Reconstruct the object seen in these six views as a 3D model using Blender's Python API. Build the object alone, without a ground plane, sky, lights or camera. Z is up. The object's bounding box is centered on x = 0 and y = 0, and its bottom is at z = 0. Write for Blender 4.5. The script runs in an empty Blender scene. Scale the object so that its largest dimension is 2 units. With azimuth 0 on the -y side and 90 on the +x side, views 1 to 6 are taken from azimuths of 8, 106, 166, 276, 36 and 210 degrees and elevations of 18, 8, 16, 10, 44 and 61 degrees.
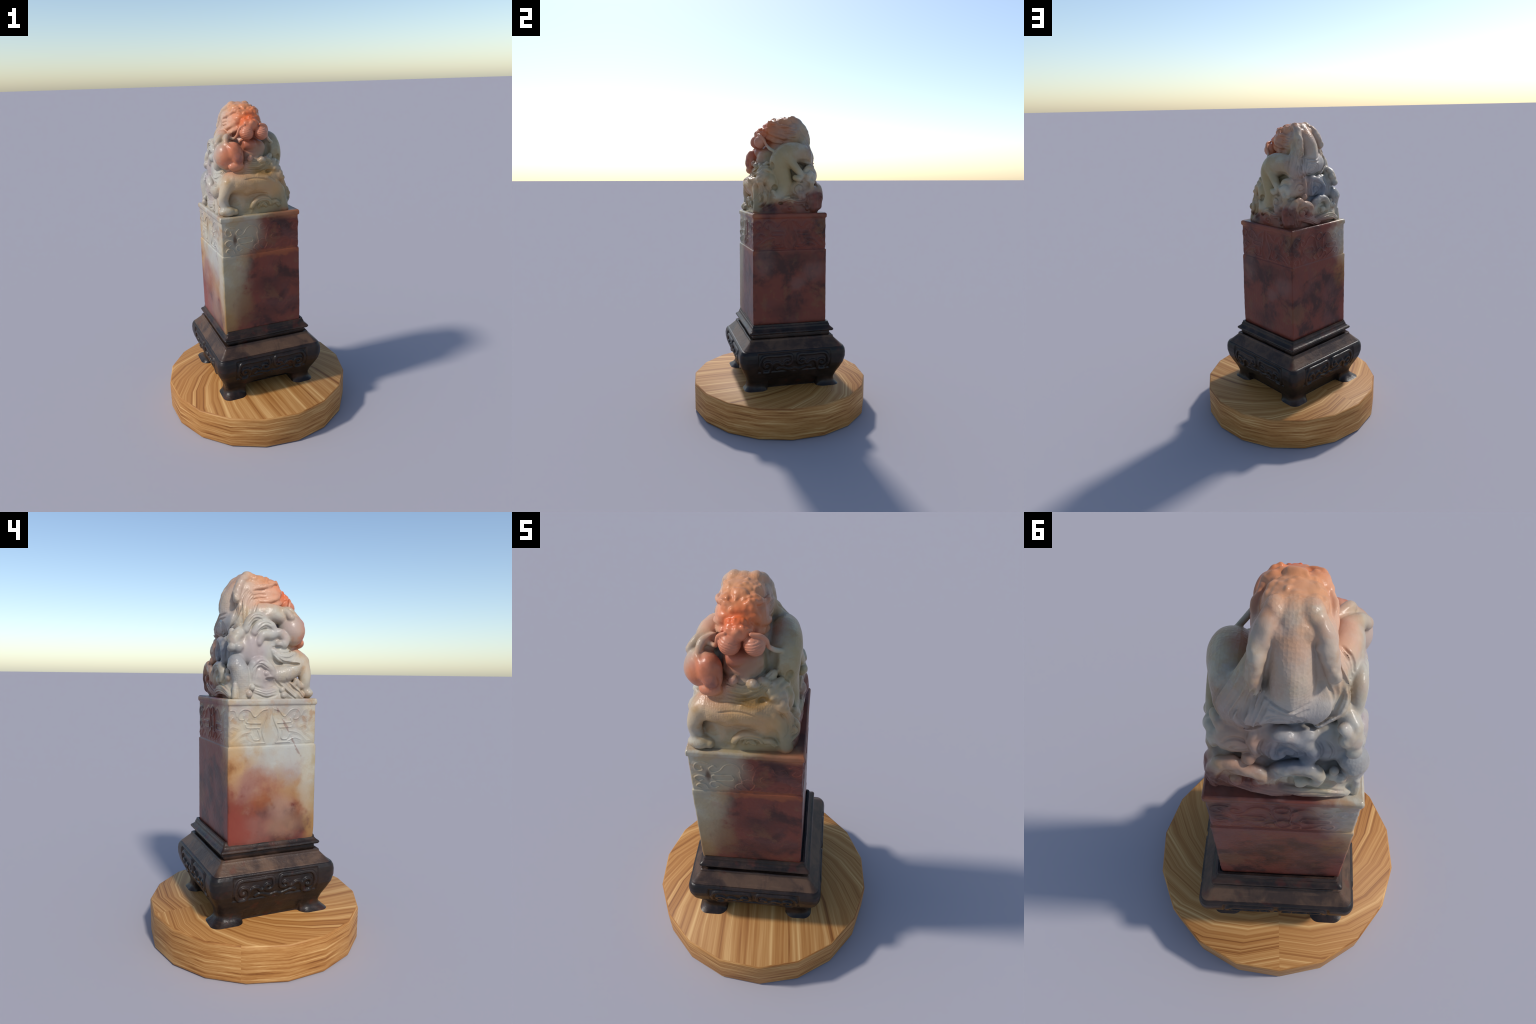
import bpy, math
import numpy as np

rng = np.random.default_rng(7)
# ------------------------------------------------------------------ frame
ANGLE = math.radians(28.6)          # the seal and its stand stand turned on the disc
AXIS = (-0.025, 0.006)              # where their common axis stands
SEAL_Z, STAND_Z = 0.62, 0.195       # heights of the two bases

# ------------------------------------------------------------------ helpers: mesh
def new_mesh(name, verts, faces, smooth=True):
    me = bpy.data.meshes.new(name)
    v = np.asarray(verts, np.float32)
    me.vertices.add(len(v)); me.vertices.foreach_set('co', v.ravel())
    if isinstance(faces, np.ndarray):
        n = faces.shape[1]; flat = faces.ravel().astype(np.int32)
        starts = np.arange(len(faces), dtype=np.int32) * n
    else:
        flat = np.array([i for f in faces for i in f], np.int32)
        starts = np.cumsum([0] + [len(f) for f in faces[:-1]]).astype(np.int32)
    me.loops.add(len(flat)); me.loops.foreach_set('vertex_index', flat)
    me.polygons.add(len(starts)); me.polygons.foreach_set('loop_start', starts)
    me.update(calc_edges=True); me.validate()
    me.polygons.foreach_set('use_smooth', np.full(len(me.polygons), smooth))
    return me

def new_object(name, me, parent=None, mat=None):
    ob = bpy.data.objects.new(name, me)
    bpy.context.scene.collection.objects.link(ob)
    if parent: ob.parent = parent
    if mat: me.materials.append(mat)
    return ob

def empty(name, loc, rot=0.0, label='', category=''):
    ob = bpy.data.objects.new(name, None)
    ob.location = loc; ob.rotation_euler = (0, 0, rot)
    bpy.context.scene.collection.objects.link(ob)
    ob['label'] = label; ob['category'] = category
    return ob

def smoothstep(a, b, x):
    t = np.clip((x - a) / (b - a), 0, 1); return t * t * (3 - 2 * t)

def waves(p, scale, seed, octaves=3):
    """cheap smooth noise: a sum of randomly turned sine waves, about -1..1"""
    r = np.random.default_rng(seed); out = np.zeros(len(p)); amp = 1.0; tot = 0
    for o in range(octaves):
        for _ in range(4):
            k = r.normal(size=3); k /= np.linalg.norm(k)
            out += amp * np.sin(p @ (k * scale) + r.uniform(0, 6.28)); tot += amp * .6
        scale *= 2.1; amp *= .55
    return out / tot

def catmull(pts, n):
    p = np.asarray(pts, float); m = len(p)
    if m == 2:
        t = np.linspace(0, 1, n + 1)[:, None]; return p[0] * (1 - t) + p[1] * t
    q = np.vstack([2 * p[0] - p[1], p, 2 * p[-1] - p[-2]]); out = []
    for i in range(m - 1):
        a, b, c, d = q[i:i + 4]
        for t in np.arange(n) / n:
            out.append(.5 * (2 * b + (c - a) * t + (2 * a - 5 * b + 4 * c - d) * t * t + (3 * b - a - 3 * c + d) * t ** 3))
    out.append(p[-1]); return np.array(out)

def line_distance(s, z, polyline):
    """2D distance of points to a polyline"""
    d = np.full(s.shape, 9.0)
    for (a, b), (c, e) in zip(polyline[:-1], polyline[1:]):
        vx, vz = c - a, e - b
        t = np.clip(((s - a) * vx + (z - b) * vz) / (vx * vx + vz * vz + 1e-12), 0, 1)
        d = np.minimum(d, np.hypot(s - a - t * vx, z - b - t * vz))
    return d

# ------------------------------------------------------------------ helpers: carving as a distance field
class Carving:
    def __init__(self, lo, hi, h):
        self.h = h; self.lo = np.array(lo)
        self.ax = [np.arange(lo[i], hi[i] + h, h, dtype=np.float32) for i in range(3)]
        shape = tuple(len(a) for a in self.ax)
        self.D = np.full(shape, .3, np.float32)
        self.B = np.full(shape, .3, np.float32)
        self.L = np.zeros(shape, np.int16)
        self.names = []

    def label(self, name):
        self.names.append(name); self.cur = len(self.names) - 1; return self.cur

    def box(self, lo, hi):
        sl = []
        for i in range(3):
            a = int(np.clip((lo[i] - self.lo[i]) / self.h, 0, len(self.ax[i])))
            b = int(np.clip((hi[i] - self.lo[i]) / self.h + 2, 0, len(self.ax[i])))
            sl.append(slice(a, b))
        return tuple(sl), np.meshgrid(*[self.ax[i][sl[i]] for i in range(3)], indexing='ij', sparse=True)

    def join(self, sl, d, k):
        D = self.D[sl]
        h = np.maximum(k - np.abs(D - d), 0) / k
        self.D[sl] = np.minimum(D, d) - h * h * k * .25
        near = d < self.B[sl]
        self.B[sl] = np.where(near, d, self.B[sl]); self.L[sl] = np.where(near, self.cur, self.L[sl])

    def cut(self, sl, d, k):
        D = self.D[sl]; d = -d
        h = np.maximum(k - np.abs(D - d), 0) / k
        self.D[sl] = np.maximum(D, d) + h * h * k * .25

    def tube_field(self, pts, rad, n=6, pad=.035):
        c = catmull(pts, n)
        r = np.interp(np.linspace(0, 1, len(c)), np.linspace(0, 1, len(np.atleast_1d(rad))), np.atleast_1d(rad)) if np.ndim(rad) else np.full(len(c), rad)
        m = r.max() + pad
        sl, _ = self.box(c.min(0) - m, c.max(0) + m)
        off = [s.start for s in sl]
        d = np.full([s.stop - s.start for s in sl], .3, np.float32)
        for a, b, ra, rb in zip(c[:-1], c[1:], r[:-1], r[1:]):
            mm = max(ra, rb) + pad
            s2, (x, y, z) = self.box(np.minimum(a, b) - mm, np.maximum(a, b) + mm)
            ls = tuple(slice(s.start - o, s.stop - o) for s, o in zip(s2, off))
            v = b - a; vv = max(float(v @ v), 1e-12)
            t = np.clip(((x - a[0]) * v[0] + (y - a[1]) * v[1] + (z - a[2]) * v[2]) / vv, 0, 1)
            dd = np.sqrt((x - a[0] - t * v[0]) ** 2 + (y - a[1] - t * v[1]) ** 2 + (z - a[2] - t * v[2]) ** 2) - (ra + (rb - ra) * t)
            d[ls] = np.minimum(d[ls], dd)
        return sl, d

    def tube(self, pts, rad, k=.012, n=6):
        self.join(*self.tube_field(pts, rad, n), k)

    def groove(self, pts, rad, k=.006, n=6):
        self.cut(*self.tube_field(pts, rad, n), k)

    def ball_field(self, c, r, rot=None, pad=.04):
        c = np.array(c, float); r = np.array(r if np.ndim(r) else (r, r, r), float)
        R = np.eye(3)
        if rot is not None:
            for axis, deg in rot:
                a = math.radians(deg); ca, sa = math.cos(a), math.sin(a)
                M = {'x': [[1, 0, 0], [0, ca, -sa], [0, sa, ca]], 'y': [[ca, 0, sa], [0, 1, 0], [-sa, 0, ca]],
                     'z': [[ca, -sa, 0], [sa, ca, 0], [0, 0, 1]]}[axis]
                R = np.array(M) @ R
        m = r.max() + pad
        sl, (x, y, z) = self.box(c - m, c + m)
        x, y, z = x - c[0], y - c[1], z - c[2]
        q = [R[0, i] * x + R[1, i] * y + R[2, i] * z for i in range(3)]
        k0 = np.sqrt(sum((q[i] / r[i]) ** 2 for i in range(3)))
        k1 = np.sqrt(sum((q[i] / r[i] ** 2) ** 2 for i in range(3))) + 1e-9
        return sl, (k0 * (k0 - 1) / k1).astype(np.float32)

    def ball(self, c, r, k=.012, rot=None):
        self.join(*self.ball_field(c, r, rot), k)

    def hollow(self, c, r, k=.012, rot=None):
        self.cut(*self.ball_field(c, r, rot), k)

    def spiral(self, centre, plane, radius, turns, start, rad, k=.008, hand=1, inner=.18, bulge=.0):
        """a scroll: a tube on a spiral lying in the plane of two axes"""
        u, v, w = {'x': (1, 2, 0), 'y': (0, 2, 1), 'z': (0, 1, 2)}[plane]
        pts = []
        for t in np.linspace(0, 1, int(10 * turns) + 2):
            a = math.radians(start) + hand * t * turns * 6.2832; rr = radius * (1 - t * (1 - inner))
            p = [0, 0, 0]; p[u] = centre[u] + rr * math.cos(a); p[v] = centre[v] + rr * math.sin(a)
            p[w] = centre[w] + bulge * t; pts.append(p)
        self.tube(pts, rad, k, n=2)

    def strands(self, pts, width, count, rad, side=None, k=.005, wave=0.0, seed=0):
        """parallel locks of hair along a curve, spread across it"""
        p = np.asarray(pts, float); r = np.random.default_rng(seed)
        side = np.asarray(side, float)
        for i in range(count):
            f = (i / max(count - 1, 1) - .5) * 2
            q = p.copy()
            for j in range(len(q)):
                w = width * (.75 + .25 * math.sin(j * 1.3 + seed))
                t = p[min(j + 1, len(p) - 1)] - p[max(j - 1, 0)]; nn = np.cross(side, t); nn /= np.linalg.norm(nn) + 1e-9
                if nn[:2] @ p[j][:2] < 0: nn = -nn
                q[j] += side * (f * w * .5) + nn * (.0035 if i % 2 else -.001) + r.normal(size=3) * wave
            self.tube(q, [rad * .7, rad * .92, rad * .92, rad * .5], k * .6, n=4)

    def snap(self, pts, out=None, reach=.07):
        """move points in or out until they lie on the surface"""
        res = []
        for p in np.asarray(pts, float):
            o = np.array(out, float) if out is not None else np.array([p[0], p[1], .0])
            o /= np.linalg.norm(o) + 1e-9
            t = np.arange(reach, -reach, -self.h * .5)
            q = (p + o * t[:, None] - self.lo) / self.h
            q = np.clip(q, 0, np.array(self.D.shape) - 1.001); i = q.astype(int); f = q - i
            v = 0
            for a in (0, 1):
                for b in (0, 1):
                    for e in (0, 1):
                        v = v + self.D[i[:, 0] + a, i[:, 1] + b, i[:, 2] + e] * np.abs(1 - a - f[:, 0]) * np.abs(1 - b - f[:, 1]) * np.abs(1 - e - f[:, 2])
            k = np.argmax(v < 0)
            res.append(p + o * t[k] if v[k] < 0 else p)
        return np.array(res)

    def comb(self, pts, width, count, rad, side, out=None, sink=.0, seed=0):
        """furrows combed along a curve into the surface that is already there"""
        p = catmull(pts, 4); r = np.random.default_rng(seed); side = np.asarray(side, float)
        for i in range(count):
            f = (i / max(count - 1, 1) - .5) + r.uniform(-.03, .03)
            sw = np.sin(np.linspace(0, 3.1, len(p)) + r.uniform(0, 2)) * width * .05
            q = self.snap(p + side * (f * width + sw)[:, None], out)
            q = (q + np.vstack([q[:1], q[:-1]]) + np.vstack([q[1:], q[-1:]])) / 3
            n = len(q); self.groove(q, [rad * .4] + [rad] * 4 + [rad * .4], .004, 1)

    def low_relief(self, pts, rad, out=None, lift=0.0, k=.005):
        q = self.snap(catmull(pts, 3), out)
        self.tube(q, rad, k, 1)

    def mesh(self):
        """surface nets"""
        D = self.D; S = D < 0; nx, ny, nz = D.shape
        cnt = np.zeros((nx - 1, ny - 1, nz - 1), np.int8)
        for i in (0, 1):
            for j in (0, 1):
                for k in (0, 1):
                    cnt += S[i:nx - 1 + i, j:ny - 1 + j, k:nz - 1 + k]
        act = (cnt > 0) & (cnt < 8); ci = np.argwhere(act)
        idx = np.full(act.shape, -1, np.int32); idx[act] = np.arange(len(ci))
        acc = np.zeros((len(ci), 3)); w = np.zeros(len(ci))
        cor = [(i, j, k) for i in (0, 1) for j in (0, 1) for k in (0, 1)]
        val = {c: D[ci[:, 0] + c[0], ci[:, 1] + c[1], ci[:, 2] + c[2]].astype(float) for c in cor}
        for a in cor:
            for ax in range(3):
                if a[ax]: continue
                b = list(a); b[ax] = 1; b = tuple(b)
                va, vb = val[a], val[b]; m = (va < 0) != (vb < 0)
                t = va[m] / (va[m] - vb[m]); p = np.tile(np.array(a, float), (m.sum(), 1)); p[:, ax] += t
                acc[m] += p; w[m] += 1
        V = self.lo + (ci + acc / w[:, None]) * self.h
        Q = []
        for ax in range(3):
            sh = [slice(None)] * 3; sh2 = [slice(None)] * 3
            sh[ax] = slice(0, -1); sh2[ax] = slice(1, None)
            A, Bv = S[tuple(sh)], S[tuple(sh2)]
            e = np.argwhere(A != Bv); u, v = (ax + 1) % 3, (ax + 2) % 3
            lim = [nx - 1, ny - 1, nz - 1]
            ok = (e[:, u] > 0) & (e[:, v] > 0) & (e[:, u] < lim[u]) & (e[:, v] < lim[v]); e = e[ok]
            ins = A[e[:, 0], e[:, 1], e[:, 2]]
            q = []
            for du, dv in ((-1, -1), (0, -1), (0, 0), (-1, 0)):
                c = e.copy(); c[:, u] += du; c[:, v] += dv; q.append(idx[c[:, 0], c[:, 1], c[:, 2]])
            q = np.stack(q, 1); q[~ins] = q[~ins][:, ::-1]; Q.append(q)
        F = np.vstack(Q)
        lab = self.L[ci[:, 0], ci[:, 1], ci[:, 2]]
        return V, F, lab

def relax(V, F, n, f=.5):
    """light smoothing along the quads' edges"""
    for _ in range(n):
        s = np.zeros_like(V); c = np.zeros(len(V))
        for i in range(4):
            a, b = F[:, i], F[:, (i + 1) % 4]
            for k in range(3):
                s[:, k] += np.bincount(a, V[b, k], len(V)) + np.bincount(b, V[a, k], len(V))
            c += np.bincount(a, minlength=len(V)) + np.bincount(b, minlength=len(V))
        V = V + f * (s / np.maximum(c, 1)[:, None] - V)
    return V

def split_parts(V, F, face_label, names, parent, material_of):
    """one surface, separated by region; every part keeps the normals of the whole"""
    whole = new_mesh('whole', V, F)
    N = np.zeros(len(V) * 3, np.float32); whole.vertex_normals.foreach_get('vector', N); N = N.reshape(-1, 3)
    bpy.data.meshes.remove(whole)
    out = []
    for l in np.unique(face_label):
        f = F[face_label == l]; used, inv = np.unique(f, return_inverse=True)
        me = new_mesh(names[l], V[used], inv.reshape(-1, 4))
        ob = new_object(names[l], me, parent, material_of(names[l]))
        me.normals_split_custom_set_from_vertices(N[used].tolist())
        out.append(ob)
    return out

# ------------------------------------------------------------------ helpers: shader nodes
class Nodes:
    def __init__(self, name, z0=0.0):
        self.mat = bpy.data.materials.new(name); self.mat.use_nodes = True
        self.t = self.mat.node_tree; self.t.nodes.clear()
        self.out = self.t.nodes.new('ShaderNodeOutputMaterial')
        self.bsdf = self.t.nodes.new('ShaderNodeBsdfPrincipled')
        self.t.links.new(self.bsdf.outputs[0], self.out.inputs[0])
        tc = self.t.nodes.new('ShaderNodeTexCoord')
        self.P = self.vec('ADD', tc.outputs['Object'], (0, 0, z0))

    def put(self, sock, v):
        if hasattr(v, 'is_output') or isinstance(v, bpy.types.NodeSocket): self.t.links.new(v, sock)
        elif isinstance(v, (tuple, list)) and len(v) == 3 and sock.type == 'RGBA': sock.default_value = (*v, 1)
        else: sock.default_value = v

    def vec(self, op, a, b=(0, 0, 0)):
        n = self.t.nodes.new('ShaderNodeVectorMath'); n.operation = op
        self.put(n.inputs[0], a); self.put(n.inputs[1], b)
        return n.outputs['Value' if op in ('LENGTH', 'DISTANCE', 'DOT_PRODUCT') else 'Vector']

    def math(self, op, a, b=0.0, c=0.0, clamp=False):
        n = self.t.nodes.new('ShaderNodeMath'); n.operation = op; n.use_clamp = clamp
        self.put(n.inputs[0], a); self.put(n.inputs[1], b); self.put(n.inputs[2], c)
        return n.outputs[0]

    def step(self, x, a, b):
        n = self.t.nodes.new('ShaderNodeMapRange'); n.interpolation_type = 'SMOOTHSTEP'
        self.put(n.inputs[0], x); n.inputs[1].default_value = a; n.inputs[2].default_value = b
        return n.outputs[0]

    def noise(self, p, scale, detail=4, rough=.55, dist=0.0, color=False):
        n = self.t.nodes.new('ShaderNodeTexNoise')
        self.put(n.inputs['Vector'], p); n.inputs['Scale'].default_value = scale
        n.inputs['Detail'].default_value = detail; n.inputs['Roughness'].default_value = rough
        n.inputs['Distortion'].default_value = dist
        return n.outputs['Color' if color else 'Fac']

    def voronoi(self, p, scale, feature='F1', rand=1.0):
        n = self.t.nodes.new('ShaderNodeTexVoronoi'); n.feature = feature
        self.put(n.inputs['Vector'], p); n.inputs['Scale'].default_value = scale
        n.inputs['Randomness'].default_value = rand
        return n.outputs['Distance']

    def mix(self, f, a, b):
        n = self.t.nodes.new('ShaderNodeMix'); n.data_type = 'RGBA'
        self.put(n.inputs[0], f); self.put(n.inputs[6], a); self.put(n.inputs[7], b)
        return n.outputs[2]

    def ramp(self, f, stops):
        n = self.t.nodes.new('ShaderNodeValToRGB'); self.put(n.inputs[0], f)
        e = n.color_ramp.elements
        while len(e) < len(stops): e.new(.5)
        for el, (p, c) in zip(e, stops): el.position = p; el.color = (*c, 1)
        return n.outputs[0]

    def xyz(self, p):
        n = self.t.nodes.new('ShaderNodeSeparateXYZ'); self.put(n.inputs[0], p); return n.outputs

    def join(self, x, y, z):
        n = self.t.nodes.new('ShaderNodeCombineXYZ')
        self.put(n.inputs[0], x); self.put(n.inputs[1], y); self.put(n.inputs[2], z); return n.outputs[0]

    def blob(self, p, c, r, soft=.5):
        """soft ellipsoid mask, 1 inside"""
        r = r if isinstance(r, tuple) else (r, r, r)
        q = self.vec('MULTIPLY', self.vec('SUBTRACT', p, c), tuple(1 / i for i in r))
        return self.step(self.vec('LENGTH', q), 1 + soft, 1 - soft)

    def bump(self, height, strength, distance, prev=None):
        n = self.t.nodes.new('ShaderNodeBump'); n.inputs['Strength'].default_value = strength
        n.inputs['Distance'].default_value = distance; self.put(n.inputs['Height'], height)
        if prev is not None: self.put(n.inputs['Normal'], prev)
        return n.outputs[0]

    def finish(self, color, rough, normal=None, coat=0.0, spec=.5):
        self.put(self.bsdf.inputs['Base Color'], color); self.put(self.bsdf.inputs['Roughness'], rough)
        self.bsdf.inputs['Coat Weight'].default_value = coat
        self.bsdf.inputs['Coat Roughness'].default_value = .15
        self.bsdf.inputs['Specular IOR Level'].default_value = spec
        if normal is not None: self.put(self.bsdf.inputs['Normal'], normal)
        return self.mat

# ------------------------------------------------------------------ materials
PALE, CREAM, OCHRE = (.45, .395, .300), (.40, .285, .160), (.33, .175, .055)  # pale tones carry a baked warm cast, against blue skylight in the shade
RED, DARK, PURPLE = (.172, .042, .026), (.058, .020, .016), (.130, .048, .040)  # reds darkened below their sunlit tone to match the shaded faces
ORANGE, PEACH, OLIVE, SLATE = (.68, .17, .050), (.62, .34, .22), (.35, .26, .125), (.15, .16, .19)

def stone(name, relief=None):
    """one block of veined soapstone: colours are clouds in its volume, with some sun and shade tinted in"""
    m = Nodes(name, SEAL_Z); P = m.P
    wob = m.vec('SUBTRACT', m.noise(P, 7, 4, .6, color=True), (.5, .5, .5))
    W = m.vec('ADD', P, m.vec('SCALE', wob, (0, 0, 0)))
    n = W.node; n.operation = 'MULTIPLY_ADD'; m.put(n.inputs[0], wob); m.put(n.inputs[1], (.16, .16, .16)); m.put(n.inputs[2], P)
    x, y, z = m.xyz(W)
    blot = m.noise(P, 8, 5, .62, .4); fine = m.noise(P, 34, 4, .6); big = m.noise(P, 4.5, 3, .5, .6)
    # red body with dark clouds and greyish lights
    red = m.mix(m.step(m.noise(P, 5.5, 4, .6, .3), .46, .64), RED, DARK)
    red = m.mix(m.math('MULTIPLY', m.step(blot, .54, .66), .6), red, (.18, .075, .035))
    red = m.mix(m.math('MULTIPLY', m.step(big, .52, .7), .6), red, PURPLE)
    red = m.mix(m.math('MULTIPLY', m.step(fine, .58, .75), .35), red, (.27, .075, .03))
    for c, r in (((.25, .06, .90), (.1, .05, .04)), ((.25, .16, .98), (.1, .07, .06)), ((.25, -.17, 1.05), (.1, .06, .09))):
        red = m.mix(m.math('MULTIPLY', m.blob(W, c, r, .6), .35), red, (.20, .12, .10))
    for c, r in (((.25, .05, 1.07), (.12, .17, .04)), ((.25, -.02, .72), (.12, .10, .05)), ((.05, -.25, .92), (.12, .1, .06)), ((0, -.25, .72), (.15, .1, .05))):
        red = m.mix(m.math('MULTIPLY', m.blob(W, c, r, .7), .55), red, DARK)
    # pale body
    pale = m.mix(m.step(blot, .42, .62), PALE, CREAM)
    pale = m.mix(m.math('MULTIPLY', m.step(big, .48, .62), .6), pale, (.29, .265, .25))
    pale = m.mix(m.math('MULTIPLY', m.step(m.noise(P, 13, 4, .6, .6), .52, .68), .6), pale, (.34, .175, .075))
    pale = m.mix(m.math('MULTIPLY', m.step(m.noise(m.vec('ADD', P, (3, 1, 2)), 10, 4, .6, .6), .54, .68), .45), pale, (.36, .24, .20))
    # where pale turns red: a pale seam along one side and through the upper part
    f = m.math('MULTIPLY_ADD', x, -1.0, -.535)
    f = m.math('MULTIPLY_ADD', z, .34, f)
    f = m.math('MULTIPLY_ADD', y, -.16, f)
    f = m.math('MULTIPLY_ADD', m.math('MAXIMUM', m.math('SUBTRACT', z, 1.335), 0.0), 2.2, f)
    f = m.math('MULTIPLY_ADD', m.math('MULTIPLY', m.math('MAXIMUM', y, 0.0), m.step(z, 1.3, 1.4)), -.65, f)
    g = m.math('MULTIPLY_ADD', y, -.34, m.math('SUBTRACT', z, .965))
    is_pale = m.math('MULTIPLY', m.step(f, -.085, .075), m.step(g, -.10, .16))
    near = m.step(f, -.07, .06)
    salmon = m.mix(m.step(blot, .40, .62), (.30, .115, .062), (.38, .21, .11))
    salmon = m.mix(m.math('MULTIPLY', m.step(y, .05, -.2), .9), salmon, OCHRE)
    low = m.mix(m.math('MULTIPLY', near, m.step(g, -.26, -.04)), m.mix(m.math('MULTIPLY', near, .6), red, (.27, .095, .065)), salmon)  # red lightened towards the left face, where direct sun falls
    col = m.mix(is_pale, low, pale)
    spots = [
        ((-.25, -.235, .74), (.075, .05, .17), (.33, .185, .065), .8), ((-.255, .10, .70), (.07, .13, .09), (.24, .10, .075), .7), ((-.255, -.06, .70), (.06, .10, .05), (.28, .16, .10), .6),
        ((-.25, -.05, .80), (.06, .07, .06), (.36, .22, .16), .5), ((-.255, .21, .70), (.06, .07, .12), (.22, .040, .025), .75),
        ((-.255, .08, .84), (.05, .05, .05), (.26, .065, .018), .55), ((-.255, .16, .93), (.05, .07, .08), (.30, .17, .14), .5),
        ((-.255, .22, 1.08), (.06, .05, .16), (.50, .31, .13), .55),
        ((-.255, -.10, 1.10), (.05, .07, .14), (.33, .29, .29), .5), ((-.2, .25, 1.02), (.05, .06, .1), (.34, .14, .035), .5),
        ((-.26, -.02, 1.13), (.05, .17, .11), (.42, .425, .385), .65), ((-.26, -.19, 1.0), (.05, .05, .2), (.44, .42, .34), .5),
        ((-.20, -.255, .98), (.10, .04, .22), (.34, .285, .175), .6), ((-.12, -.255, .80), (.05, .04, .12), (.22, .12, .045), .5),
        # the carving
        ((-.23, .06, 1.60), (.08, .20, .28), (.43, .42, .385), .6), ((-.06, .2, 1.74), (.12, .06, .08), (.42, .39, .37), .55),  # first cloud: cooler tint painted on the carving's sunward left flank
        ((-.01, -.08, 1.90), (.13, .12, .11), ORANGE, .9), ((-.01, -.17, 1.82), (.13, .07, .07), (.58, .19, .10), .9),
        ((-.01, -.13, 1.905), (.06, .04, .04), (.68, .11, .025), .7),
        ((-.13, .0, 1.89), (.06, .12, .10), PEACH, .8), ((-.02, .14, 1.89), (.11, .08, .12), (.48, .335, .255), .75),
        ((0, .02, 1.98), (.12, .09, .05), (.62, .26, .11), .8), ((-.01, .11, 1.945), (.05, .05, .03), (.55, .27, .13), .7), ((.1, -.02, 1.88), (.06, .1, .08), (.42, .16, .07), .7),
        ((-.13, -.20, 1.70), (.10, .08, .10), (.60, .17, .075), .9), ((-.02, -.16, 1.75), (.09, .08, .07), (.38, .105, .055), .8),
        ((.03, -.14, 1.72), (.05, .06, .05), (.30, .20, .11), .5), ((-.12, -.22, 1.685), (.04, .04, .035), (.18, .085, .08), .7),
        ((-.22, -.10, 1.71), (.05, .05, .07), (.46, .32, .26), .7), ((-.16, -.10, 1.79), (.06, .06, .05), (.50, .36, .22), .6),
        ((.19, -.03, 1.64), (.11, .12, .17), OLIVE, .9), ((.18, .09, 1.73), (.08, .06, .05), (.34, .23, .14), .6),
        ((.02, -.21, 1.53), (.22, .10, .10), (.50, .28, .115), .85), ((.05, -.2, 1.605), (.08, .06, .02), (.30, .15, .03), .75),  # small dragon's tan oversaturated to counter the grey sky light on it
        ((.06, -.16, 1.65), (.09, .06, .03), (.34, .24, .11), .7),
        ((.03, -.22, 1.40), (.17, .06, .05), (.32, .235, .11), .85), ((.17, -.2, 1.43), (.06, .08, .08), (.26, .22, .13), .7),
        ((-.03, .21, 1.59), (.12, .07, .085), SLATE, .9), ((-.2, .2, 1.56), (.07, .08, .06), (.21, .21, .22), .7),
        ((.12, .2, 1.65), (.08, .06, .07), (.33, .17, .115), .75), ((.12, .17, 1.76), (.06, .06, .06), (.42, .29, .22), .6), ((.12, .23, 1.55), (.07, .05, .04), (.34, .15, .08), .7),
        ((.02, .2, 1.74), (.13, .06, .07), (.38, .33, .30), .6), ((-.06, .24, 1.46), (.09, .06, .06), (.38, .34, .25), .6),
        ((.14, .2, 1.44), (.11, .07, .09), (.28, .13, .095), .55), ((.20, .1, 1.47), (.05, .08, .10), (.24, .13, .09), .6), ((.0, .23, 1.40), (.10, .05, .03), (.30, .19, .15), .5),
        ((-.22, .04, 1.47), (.05, .06, .08), (.36, .29, .27), .7), ((-.21, .1, 1.62), (.05, .06, .08), (.37, .29, .28), .7),
        ((.22, -.24, 1.35), (.14, .05, .03), (.38, .14, .06), .7), ((.22, .1, 1.35), (.08, .25, .03), (.25, .07, .035), .5),
        ((.1, -.245, 1.12), (.2, .04, .02), (.32, .09, .03), .6), ((-.10, -.245, 1.24), (.10, .04, .09), (.36, .29, .19), .7),
        ((-.17, -.245, 1.22), (.012, .02, .03), (.08, .03, .01), .8),
    ]
    for c, r, k, a in spots:
        col = m.mix(m.math('MULTIPLY', m.blob(W, c, r, .6), a), col, k)
    # a rusty hair crack down the pale side
    px, py, pz = m.xyz(P)
    crack = m.math('ABSOLUTE', m.math('ADD', m.math('ADD', py, .12), m.math('MULTIPLY_ADD', pz, -.55, .62)))
    crack = m.math('ADD', crack, m.math('MULTIPLY_ADD', fine, .05, -.025))
    crack = m.math('MULTIPLY', m.math('MULTIPLY', m.step(crack, .006, .001), m.step(px, -.2, -.23)), m.math('MULTIPLY', m.step(pz, 1.05, 1.08), m.step(pz, 1.36, 1.30)))
    col = m.mix(m.math('MULTIPLY', crack, .6), col, (.20, .11, .09))
    speck = m.step(m.voronoi(P, 38), .09, .03)
    col = m.mix(m.math('MULTIPLY', m.math('MULTIPLY', speck, m.step(big, .5, .62)), .5), col, (.18, .12, .11))
    nrm = m.bump(m.noise(P, 60, 3), .12, .01)
    if relief == 'scales':
        nrm = m.bump(m.voronoi(P, 105, rand=.5), .25, .004, nrm)
    elif relief == 'hair':
        nrm = m.bump(m.noise(m.vec('MULTIPLY', P, (1, 1, .3)), 120, 2), .25, .005, nrm)
    return m.finish(col, m.math('MULTIPLY_ADD', fine, .14, .25), nrm, spec=.27)

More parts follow.
